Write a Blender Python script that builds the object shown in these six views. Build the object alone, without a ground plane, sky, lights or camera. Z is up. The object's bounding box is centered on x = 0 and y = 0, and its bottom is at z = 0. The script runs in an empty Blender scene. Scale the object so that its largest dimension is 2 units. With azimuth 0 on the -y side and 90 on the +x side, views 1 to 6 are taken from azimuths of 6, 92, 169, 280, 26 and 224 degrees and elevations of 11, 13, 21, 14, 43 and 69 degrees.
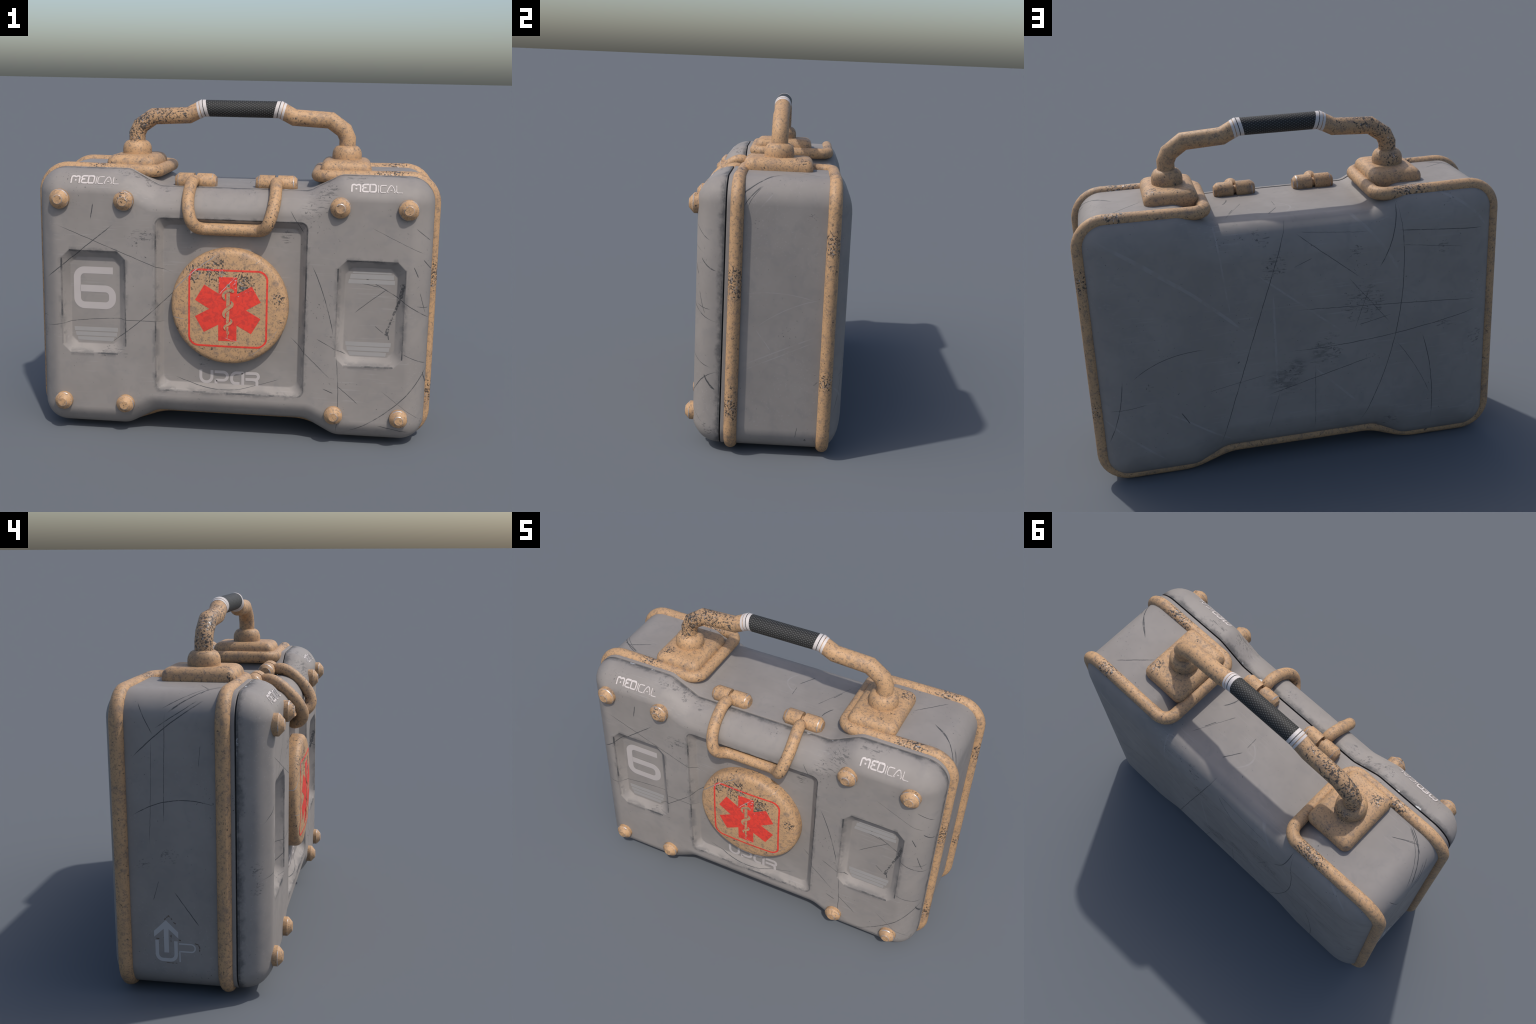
"""Weathered grey hard case with sand-coloured tube frame, carry handle,
bail latch, bolts and a round first-aid emblem on its front lid."""
import bpy, bmesh, math, random
from mathutils import Vector, Matrix

random.seed(7)
pi = math.pi

# --------------------------------------------------------------------------
# scene tree
# --------------------------------------------------------------------------
COLL = bpy.context.scene.collection
CASE = bpy.data.objects.new("medical_case", None)
COLL.objects.link(CASE)
CASE["label"] = "worn grey hard medical case with sand-coloured tube frame"
CASE["category"] = "first aid case"


def finish(name, bm, mat, parent=CASE, angle=35.0, smooth=True):
    me = bpy.data.meshes.new(name)
    bmesh.ops.recalc_face_normals(bm, faces=bm.faces)
    bm.to_mesh(me)
    bm.free()
    for p in me.polygons:
        p.use_smooth = smooth
    if smooth:
        me.set_sharp_from_angle(angle=math.radians(angle))
    me.materials.append(mat)
    ob = bpy.data.objects.new(name, me)
    COLL.objects.link(ob)
    ob.parent = parent
    return ob


# --------------------------------------------------------------------------
# node helper
# --------------------------------------------------------------------------
class NT:
    def __init__(self, tree):
        self.t = tree

    def n(self, kind, **kw):
        nd = self.t.nodes.new(kind)
        for k, v in kw.items():
            setattr(nd, k, v)
        return nd

    def put(self, sock, v):
        if v is None:
            return
        if isinstance(v, bpy.types.NodeSocket):
            self.t.links.new(v, sock)
        else:
            sock.default_value = v

    def math(self, op, a, b=None, c=None, clamp=False):
        nd = self.n("ShaderNodeMath", operation=op, use_clamp=clamp)
        self.put(nd.inputs[0], a)
        self.put(nd.inputs[1], b)
        self.put(nd.inputs[2], c)
        return nd.outputs[0]

    def vm(self, op, a, b=None):
        nd = self.n("ShaderNodeVectorMath", operation=op)
        self.put(nd.inputs[0], a)
        self.put(nd.inputs[1], b)
        return nd.outputs["Value"] if op in ("DOT_PRODUCT", "LENGTH", "DISTANCE") else nd.outputs[0]

    def step(self, v, lo, hi, a=0.0, b=1.0):
        nd = self.n("ShaderNodeMapRange", interpolation_type="SMOOTHSTEP")
        self.put(nd.inputs[0], v)
        self.put(nd.inputs[1], lo)
        self.put(nd.inputs[2], hi)
        self.put(nd.inputs[3], a)
        self.put(nd.inputs[4], b)
        return nd.outputs[0]

    def noise(self, vec, scale, detail=3.0, rough=0.55, dist=0.0, color=False):
        nd = self.n("ShaderNodeTexNoise")
        self.put(nd.inputs["Vector"], vec)
        nd.inputs["Scale"].default_value = scale
        nd.inputs["Detail"].default_value = detail
        nd.inputs["Roughness"].default_value = rough
        nd.inputs["Distortion"].default_value = dist
        return nd.outputs["Color" if color else "Fac"]

    def mapping(self, vec, loc=(0, 0, 0), rot=(0, 0, 0), scale=(1, 1, 1)):
        nd = self.n("ShaderNodeMapping")
        self.put(nd.inputs[0], vec)
        nd.inputs[1].default_value = loc
        nd.inputs[2].default_value = rot
        nd.inputs[3].default_value = scale
        return nd.outputs[0]

    def mix(self, fac, a, b):
        nd = self.n("ShaderNodeMix", data_type="RGBA")
        self.put(nd.inputs[0], fac)
        self.put(nd.inputs[6], a)
        self.put(nd.inputs[7], b)
        return nd.outputs[2]

    def comb(self, x, y, z):
        nd = self.n("ShaderNodeCombineXYZ")
        for s, v in zip(nd.inputs, (x, y, z)):
            self.put(s, v)
        return nd.outputs[0]

    def sep(self, v):
        nd = self.n("ShaderNodeSeparateXYZ")
        self.put(nd.inputs[0], v)
        return nd.outputs

    def mx(self, *vs):
        r = vs[0]
        for v in vs[1:]:
            r = self.math("MAXIMUM", r, v)
        return r


def rgb(r, g, b):
    return (r, g, b, 1.0)


# one scratch: a parabolic arc between two points of a plane, tapered to both ends
def scratch_group():
    g = bpy.data.node_groups.new("scratch_arc", "ShaderNodeTree")
    for nm, st in (("P", "NodeSocketVector"), ("D", "NodeSocketVector"), ("N", "NodeSocketVector"),
                   ("B", "NodeSocketFloat"), ("W", "NodeSocketFloat"), ("Prev", "NodeSocketFloat")):
        g.interface.new_socket(nm, in_out="INPUT", socket_type=st)
    g.interface.new_socket("Mask", in_out="OUTPUT", socket_type="NodeSocketFloat")
    T = NT(g)
    i = T.n("NodeGroupInput").outputs
    o = T.n("NodeGroupOutput")
    t = T.vm("DOT_PRODUCT", i["P"], i["D"])
    n = T.vm("DOT_PRODUCT", i["P"], i["N"])
    w = T.math("MULTIPLY", t, T.math("SUBTRACT", 1.0, t))
    d = T.math("ABSOLUTE", T.math("MULTIPLY_ADD", w, i["B"], n))
    cap = T.math("MINIMUM", T.math("MULTIPLY", w, 9.0), 1.0)
    m = T.math("MULTIPLY_ADD", cap, i["W"], T.math("MULTIPLY", d, -1.0 / 0.0010), clamp=True)
    T.t.links.new(T.math("MAXIMUM", m, i["Prev"]), o.inputs[0])
    return g


SCRATCH = scratch_group()


def scratches(T, uv1, items, width=0.0023):
    """uv1 = (u, v, 1) coordinates; items = (u0, v0, u1, v1, bend[, width])."""
    prev = 0.0
    for it in items:
        u0, v0, u1, v1, bend = it[:5]
        wd = it[5] if len(it) > 5 else width
        dx, dy = u1 - u0, v1 - v0
        L = math.hypot(dx, dy)
        nd = T.n("ShaderNodeGroup", node_tree=SCRATCH)
        T.put(nd.inputs["P"], uv1)
        nd.inputs["D"].default_value = (dx / L / L, dy / L / L, -(u0 * dx + v0 * dy) / L / L)
        nx, ny = -dy / L, dx / L
        nd.inputs["N"].default_value = (nx, ny, -(u0 * nx + v0 * ny))
        nd.inputs["B"].default_value = -4 * bend
        nd.inputs["W"].default_value = 0.80 * wd / 0.0010
        T.put(nd.inputs["Prev"], prev)
        prev = nd.outputs[0]
    return prev


FRONT_SCRATCHES = [
    (-0.866, 1.065, -0.275, 0.833, 0.0), (-0.926, 0.786, -0.572, 1.076, 0.0, 0.003),
    (-0.950, 0.541, -0.300, 0.590, 0.024), (-0.625, 0.447, -0.174, 0.852, -0.012, 0.0026),
    (0.393, 0.913, 0.507, 0.561, 0.012, 0.0028), (0.521, 0.478, 0.532, 0.050, 0.012),
    (0.606, 0.870, 0.975, 0.650, 0.010, 0.0028), (0.760, 0.805, 0.598, 0.673, 0.0),
    (0.422, 0.550, 0.574, 0.466, 0.0, 0.0026), (0.293, 0.544, 0.501, 0.344, 0.0),
    (0.528, 0.318, 0.642, 0.222, 0.0), (0.463, 0.296, 0.515, 0.274, 0.0, 0.003),
    (0.975, 0.431, 0.575, 0.070, 0.044, 0.003), (0.732, 0.121, 0.895, 0.085, 0.0, 0.0026),
    (0.873, 0.920, 0.899, 0.866, 0.0, 0.003), (0.917, 0.952, 0.963, 0.898, 0.0, 0.003),
    (0.835, 0.493, 0.961, 0.431, 0.0), (0.942, 0.396, 0.964, 0.323, 0.0, 0.003),
    (0.742, 0.303, 0.950, 0.144, 0.0, 0.0015), (0.665, 1.102, 0.932, 0.975, -0.001, 0.0018),
    (0.872, 1.106, 0.952, 1.039, 0.0), (-0.673, 1.173, -0.688, 1.094, 0.0, 0.0034),
    (0.283, 1.170, 0.351, 1.057, 0.0), (-0.280, 0.313, 0.058, 0.264, -0.025),
    (0.008, 0.257, 0.255, 0.325, -0.010, 0.0018), (0.588, 0.833, 0.725, 0.807, 0.0),
    (0.702, 0.615, 0.748, 0.580, 0.0), (0.896, 0.726, 0.956, 0.713, 0.0),
    (0.908, 0.795, 0.942, 0.686, 0.0), (-0.02, 1.02, 0.09, 1.10, 0.0, 0.0018)]

ROPE = [(0.833, 0.836, 0.818, 0.756, 0.0, 0.0105), (0.818, 0.756, 0.787, 0.665, 0.0, 0.0075), (0.787, 0.665, 0.768, 0.607, 0.0, 0.0060), (0.768, 0.607, 0.759, 0.567, 0.0, 0.0105), (0.832, 0.835, 0.822, 0.800, 0.010, 0.002), (0.832, 0.835, 0.820, 0.805, -0.010, 0.002), (0.769, 0.575, 0.774, 0.548, 0.0, 0.004)]

BACK_SCRATCHES = [
    (0.024, 1.310, 0.418, 0.120, 0.002, 0.0026), (-0.480, 1.307, -0.268, 0.130, -0.108, 0.0026),
    (-0.476, 1.294, -0.383, 0.983, -0.023, 0.003), (0.011, 1.198, -0.297, 0.949, 0.0),
    (-0.233, 0.960, -0.443, 0.697, 0.0, 0.0018), (-0.468, 1.164, -0.908, 1.128, 0.0, 0.0026),
    (0.038, 0.823, -0.915, 0.768, -0.002, 0.0022), (0.175, 0.396, -0.362, 0.533, 0.0, 0.0024),
    (0.073, 0.614, -0.917, 0.727, 0.036, 0.0024), (0.809, 0.561, 0.444, 0.678, -0.037, 0.0022),
    (0.843, 0.582, 0.941, 0.223, -0.018, 0.0024), (-0.469, 0.599, -0.652, 0.278, -0.013, 0.0018),
    (-0.601, 0.629, -0.656, 0.124, -0.025, 0.0026), (-0.010, 1.245, -0.375, 1.304, 0.0, 0.0018),
    (-0.340, 0.902, -0.260, 0.676, 0.0, 0.0016), (-0.274, 0.705, -0.450, 0.743, 0.0, 0.002),
    (0.587, 0.366, 0.550, 0.299, 0.0, 0.003), (0.469, 0.454, 0.163, 0.510, 0.0, 0.0016),
    (0.919, 0.408, 0.740, 0.434, 0.0, 0.0018), (0.024, 1.036, -0.067, 1.075, 0.0, 0.002),
    (-0.069, 0.538, -0.060, 0.164, 0.0, 0.0018), (0.109, 0.406, 0.176, 0.203, 0.0, 0.0016),
    (-0.348, 1.165, 0.011, 1.198, 0.0, 0.0015), (-0.476, 1.093, -0.812, 1.047, 0.0, 0.0017)]

BACK_SCUFFS = [
    (0.915, 1.266, 0.251, 0.731, -0.026, 0.010), (0.950, 0.366, 0.670, 0.114, 0.0, 0.007),
    (0.195, 1.020, -0.216, 0.674, 0.0, 0.006), (-0.223, 1.278, -0.485, 0.952, -0.028, 0.009),
    (-0.690, 1.313, -0.925, 1.124, -0.026, 0.008), (0.124, 0.917, 0.120, 0.423, 0.0, 0.007),
    (0.822, 1.201, 0.507, 0.966, 0.0, 0.005), (0.662, 0.382, 0.338, 0.164, 0.0, 0.006),
    (0.379, 1.301, 0.327, 0.840, 0.0, 0.005), (-0.068, 0.507, -0.272, 0.296, 0.0, 0.007)]

LEFT_SCRATCHES = [
    (0.223, 1.290, 0.157, 1.159, 0.0, 0.0026), (-0.129, 1.345, 0.253, 1.057, 0.019, 0.003),
    (-0.093, 1.340, 0.150, 1.186, 0.002, 0.0024), (0.105, 1.260, 0.122, 0.772, 0.0, 0.002),
    (0.163, 1.156, 0.184, 0.679, 0.0, 0.0016), (0.257, 0.814, -0.104, 0.868, -0.045, 0.0028),
    (0.085, 0.491, -0.024, 0.335, 0.0, 0.0028), (-0.041, 1.126, -0.030, 1.029, 0.0, 0.0016),
    (0.176, 0.442, 0.148, 0.537, 0.0, 0.002)]

RIGHT_SCRATCHES = [
    (0.067, 1.330, -0.103, 1.203, -0.028, 0.003), (0.067, 1.330, -0.087, 1.193, -0.033, 0.0022),
    (0.184, 0.161, 0.175, 0.102, 0.0, 0.002), (0.271, 0.392, 0.250, 0.371, 0.0, 0.002)]

RIGHT_SCUFFS = [
    (-0.085, 0.457, 0.251, 0.610, 0.0, 0.004), (-0.084, 0.429, 0.243, 0.582, 0.0, 0.003),
    (-0.029, 0.633, 0.046, 0.530, 0.0, 0.003), (-0.025, 0.645, 0.267, 0.788, 0.02, 0.003),
    (-0.056, 1.170, 0.027, 1.265, 0.0, 0.004), (-0.09, 0.80, 0.24, 0.78, 0.02, 0.003)]

TOP_SCRATCHES = [
    (-0.905, -0.027, -0.788, -0.097, 0.0, 0.003), (-0.853, -0.056, -0.752, 0.002, 0.0, 0.0022),
    (0.669, 0.110, 0.814, 0.251, 0.0, 0.003), (0.800, 0.063, 0.975, -0.155, 0.027, 0.0034),
    (0.922, -0.038, 0.796, 0.068, 0.0, 0.003), (-0.752, 0.0, -0.877, -0.061, 0.0, 0.0024),
    (-0.779, -0.109, -0.965, 0.110, 0.034, 0.003), (-0.771, -0.10, -0.955, 0.125, 0.034, 0.002),
    (0.046, 0.147, 0.099, 0.234, 0.0, 0.003), (0.249, 0.120, 0.278, 0.180, 0.0, 0.0028),
    (0.198, 0.040, 0.226, 0.092, 0.0, 0.002), (0.255, -0.044, 0.288, 0.038, 0.006, 0.0034),
    (0.050, 0.048, 0.045, 0.121, 0.0, 0.002), (0.307, 0.247, 0.199, 0.037, 0.0, 0.0017),
    (0.102, 0.235, 0.047, 0.151, 0.0, 0.0024), (0.290, 0.038, 0.252, -0.021, 0.0, 0.002)]


def sphere_mask(T, P, spots):
    r = None
    for (x, y, z, rad) in spots:
        d = T.vm("DISTANCE", P, (x, y, z))
        m = T.step(d, rad, rad * 0.25)
        r = m if r is None else T.math("MAXIMUM", r, m)
    return r


def bsdf(T, color, rough, metal, height=None, bump=0.2, dist=0.004, spec=0.35):
    b = T.n("ShaderNodeBsdfPrincipled")
    o = T.n("ShaderNodeOutputMaterial")
    T.put(b.inputs["Base Color"], color)
    T.put(b.inputs["Roughness"], rough)
    T.put(b.inputs["Metallic"], metal)
    b.inputs["Specular IOR Level"].default_value = spec
    if height is not None:
        bp = T.n("ShaderNodeBump")
        bp.inputs["Strength"].default_value = bump
        bp.inputs["Distance"].default_value = dist
        T.put(bp.inputs["Height"], height)
        T.put(b.inputs["Normal"], bp.outputs[0])
    T.t.links.new(b.outputs[0], o.inputs[0])
    return b


def new_mat(name):
    m = bpy.data.materials.new(name)
    m.use_nodes = True
    m.node_tree.nodes.clear()
    return m, NT(m.node_tree)


TAN_HOT = [(-0.50, 0.02, 1.560, 0.135), (-0.39, 0.02, 1.60, 0.12), (-0.545, 0.03, 1.50, 0.11), (-0.30, 0.03, 1.60, 0.09),
           (0.065, -0.36, 0.81, 0.12), (-0.07, -0.36, 0.87, 0.13), (-0.17, -0.36, 0.86, 0.09),
           (0.24, -0.36, 0.74, 0.06), (-0.60, -0.07, 1.392, 0.055), (0.75, -0.133, 1.355, 0.14),
           (-0.68, -0.133, 1.355, 0.09), (0.80, 0.308, 1.35, 0.10), (-0.55, 0.308, 1.34, 0.16),
           (0.99, 0.31, 1.05, 0.10), (0.99, 0.31, 0.40, 0.08), (0.99, -0.133, 0.85, 0.14),
           (-0.545, 0.10, 1.42, 0.06), (0.63, 0.15, 1.39, 0.07), (0.20, -0.34, 1.11, 0.09),
           (0.99, -0.133, 0.25, 0.12), (0.13, -0.14, 1.28, 0.05), (-0.519, -0.35, 1.21, 0.05)]


def tan_nodes(T, base=(0.432, 0.265, 0.138), edge=False, disc=False):
    P = T.n("ShaderNodeNewGeometry").outputs["Position"]
    hot = sphere_mask(T, P, TAN_HOT)
    big = T.noise(P, 7.0, 3.0, 0.6)
    mid = T.noise(P, 58.0, 5.0, 0.62, 0.2)
    mid2 = T.noise(T.mapping(P, (3.1, 1.7, 5.2)), 22.0, 4.0, 0.6, 0.3)
    fine = T.noise(P, 120.0, 3.0, 0.6, 0.8)
    fine2 = T.noise(T.mapping(P, (7.3, 2.2, 0.4)), 85.0, 4.0, 0.65, 1.0)
    col = T.mix(T.step(big, 0.3, 0.7), rgb(base[0] * 0.93, base[1] * 0.93, base[2] * 0.95),
                rgb(base[0] * 1.06, base[1] * 1.05, base[2] * 1.04))
    # worn-through, greyish mottling
    mott = T.math("MULTIPLY", T.step(mid, 0.49, 0.67), 0.64)
    col = T.mix(mott, col, rgb(base[0] * 0.42, base[1] * 0.50, base[2] * 0.75))
    soft = T.math("MULTIPLY", T.step(mid2, 0.52, 0.72), 0.55)
    col = T.mix(soft, col, rgb(base[0] * 0.36, base[1] * 0.46, base[2] * 0.76))
    # dark chips, dense near knocks
    coarse = T.noise(T.mapping(P, (1.2, 8.8, 3.3)), 105.0, 2.0, 0.55, 0.1)
    bigs = T.step(big, 0.48, 0.72)
    thr = T.math("SUBTRACT", 0.745, T.math("MULTIPLY", hot, 0.215))
    thr = T.math("SUBTRACT", thr, T.math("MULTIPLY", bigs, 0.035))
    c1 = T.step(T.math("SUBTRACT", coarse, thr), 0.0, 0.03)
    thr2 = T.math("SUBTRACT", 0.690, T.math("MULTIPLY", hot, 0.07))
    thr2 = T.math("SUBTRACT", thr2, T.math("MULTIPLY", bigs, 0.05))
    c2 = T.math("MULTIPLY", T.step(T.math("SUBTRACT", fine, thr2), 0.0, 0.06), 0.8)
    spk = T.noise(T.mapping(P, (5.5, 0.6, 2.9)), 125.0, 2.0, 0.5, 0.0)
    c3 = T.math("MULTIPLY", T.step(spk, 0.56, 0.68), 0.60)
    col = T.mix(c3, col, rgb(0.13, 0.105, 0.075))
    elbow = sphere_mask(T, P, [(-0.495, 0.02, 1.560, 0.085), (-0.545, 0.03, 1.505, 0.06), (0.075, -0.365, 0.815, 0.07),
                               (-0.43, 0.06, 1.60, 0.06)])
    blot = T.noise(T.mapping(P, (2.2, 4.1, 6.3)), 46.0, 5.0, 0.7, 0.2)
    c4 = T.step(T.math("ADD", blot, T.math("MULTIPLY", elbow, 0.125)), 0.62, 0.67)
    chips = T.mx(c1, c2, c4)
    col = T.mix(T.math("MULTIPLY", chips, 0.90), col, rgb(0.030, 0.030, 0.031))
    # bare bright metal
    met = T.math("MULTIPLY", T.step(fine2, T.math("SUBTRACT", 0.80, T.math("MULTIPLY", hot, 0.20)),
                                    T.math("SUBTRACT", 0.83, T.math("MULTIPLY", hot, 0.20))), 0.9)
    if edge:
        met = T.math("MAXIMUM", met, T.step(T.math("ADD", mid2, T.math("MULTIPLY", big, 0.35)), 0.64, 0.74, 0.05, 0.85))
    if disc:
        s = T.sep(P)
        w = T.noise(P, 30.0, 2.0)
        uv1 = T.comb(T.math("ADD", s[0], T.math("MULTIPLY", T.math("SUBTRACT", w, 0.5), 0.012)), s[2], 1.0)
        line = scratches(T, uv1, [(-0.290, 0.745, -0.05, 0.955, 0.012, 0.0026), (-0.05, 0.755, 0.035, 0.85, 0.0, 0.0024),
                                  (-0.28, 0.635, -0.215, 0.625, 0.0, 0.0022), (0.10, 0.45, 0.245, 0.60, -0.012, 0.0016),
                                  (-0.02, 0.545, 0.06, 0.525, -0.004, 0.0016), (0.12, 0.91, 0.19, 0.955, 0.0, 0.0014)])
        met = T.math("MAXIMUM", met, T.math("MULTIPLY", line, T.step(fine2, 0.36, 0.52, 0.25, 0.95)))
    col = T.mix(met, col, rgb(0.36, 0.38, 0.41))
    h = T.math("SUBTRACT", T.math("MULTIPLY", mid, 0.35), T.math("MULTIPLY", T.math("MAXIMUM", chips, met), 0.5))
    rough = T.math("MULTIPLY_ADD", mid, 0.20, 0.47)
    rough = T.math("SUBTRACT", rough, T.math("MULTIPLY", met, 0.18))
    return col, rough, T.math("MULTIPLY", met, 0.75), h


def make_tan(name, edge=False, disc=False, base=(0.432, 0.265, 0.138)):
    m, T = new_mat(name)
    col, rough, metal, h = tan_nodes(T, base, edge, disc)
    bsdf(T, col, rough, metal, h, 0.30, 0.003)
    return m


def grey_common(T, P, base=(0.240, 0.219, 0.204)):
    big = T.noise(P, 3.2, 4.0, 0.6)
    mid = T.noise(P, 14.0, 5.0, 0.6, 0.5)
    col = T.mix(T.step(big, 0.32, 0.68), rgb(*[c * 0.93 for c in base]), rgb(*[c * 1.06 for c in base]))
    col = T.mix(T.math("MULTIPLY", T.step(mid, 0.48, 0.68), 0.42), col, rgb(base[0] * 0.84, base[1] * 0.86, base[2] * 0.90))
    # faint pale scuffs, three directions of brushed-out noise
    sc = None
    for k, (rot, off) in enumerate((((0.3, 0.5, 0.2), 1.0), ((0.1, -0.6, 0.3), 4.0), ((-0.4, 1.25, -0.2), 9.0))):
        v = T.mapping(P, (off, off * 0.7, off * 0.3), rot, (3.0, 60.0, 60.0))
        m = T.step(T.noise(v, 1.6, 2.0, 0.5), 0.64, 0.74)
        sc = m if sc is None else T.math("MAXIMUM", sc, m)
    sc = T.math("MULTIPLY", sc, T.step(T.noise(P, 2.4, 2.0), 0.40, 0.62))
    col = T.mix(T.math("MULTIPLY", sc, 0.20), col, rgb(0.36, 0.35, 0.34))
    # small dark knocks
    clus = T.noise(T.mapping(P, (2.0, 5.0, 1.0)), 5.0, 2.0, 0.6)
    sp = T.noise(P, 95.0, 3.0, 0.6, 0.5)
    thr = T.math("SUBTRACT", 0.735, T.math("MULTIPLY", T.step(clus, 0.50, 0.70), 0.080))
    knocks = T.math("MULTIPLY", T.step(T.math("SUBTRACT", sp, thr), 0.0, 0.03), 0.88)
    return col, knocks, mid, big


def wobble(T, P, amp=0.006, scale=16.0):
    c = T.noise(P, scale, 3.0, 0.6, 0.0, True)
    return T.vm("ADD", P, T.vm("MULTIPLY", T.vm("SUBTRACT", c, (0.5, 0.5, 0.5)), (amp, amp, amp)))


def worn_patch(T, P, patches, fine):
    """scuffed patches: short slanted hatch strokes plus a few flakes, with ragged borders"""
    rag = T.math("MULTIPLY_ADD", T.math("SUBTRACT", T.noise(P, 17.0, 4.0, 0.65), 0.5), 2.6, patches)
    gate = T.math("MULTIPLY", T.step(rag, 0.35, 0.75), T.step(patches, 0.02, 0.25))
    h1 = T.noise(T.mapping(P, (0, 0, 0), (0, 0.62, 0), (16.0, 40.0, 120.0)), 1.0, 3.0, 0.6, 0.3)
    h2 = T.noise(T.mapping(P, (3, 1, 2), (0, 0.25, 0), (20.0, 40.0, 140.0)), 1.0, 3.0, 0.6, 0.3)
    hatch = T.math("MULTIPLY", T.step(T.math("MAXIMUM", h1, h2), 0.585, 0.65), T.math("MULTIPLY", gate, 0.75))
    flake = T.step(T.math("ADD", fine, T.math("MULTIPLY", gate, 0.085)), 0.69, 0.73)
    return T.math("MAXIMUM", hatch, flake)


DARK = rgb(0.050, 0.051, 0.054)


def edge_box(T, x, z, cx, cz, hx, hz, r, corners=True):
    """distance to the rim of a rounded rectangle"""
    ax = T.math("SUBTRACT", T.math("ABSOLUTE", T.math("SUBTRACT", x, cx)), hx - r)
    az = T.math("SUBTRACT", T.math("ABSOLUTE", T.math("SUBTRACT", z, cz)), hz - r)
    out = T.vm("LENGTH", T.comb(T.math("MAXIMUM", ax, 0.0), T.math("MAXIMUM", az, 0.0), 0.0))
    ins = T.math("MINIMUM", T.math("MAXIMUM", ax, az), 0.0)
    rim = T.math("ABSOLUTE", T.math("SUBTRACT", T.math("ADD", out, ins), r))
    if not corners:  # wear only along the straight runs
        c = T.math("MINIMUM", T.math("MAXIMUM", ax, 0.0), T.math("MAXIMUM", az, 0.0))
        rim = T.math("ADD", rim, T.math("MULTIPLY", c, 2.0))
    return rim


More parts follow.
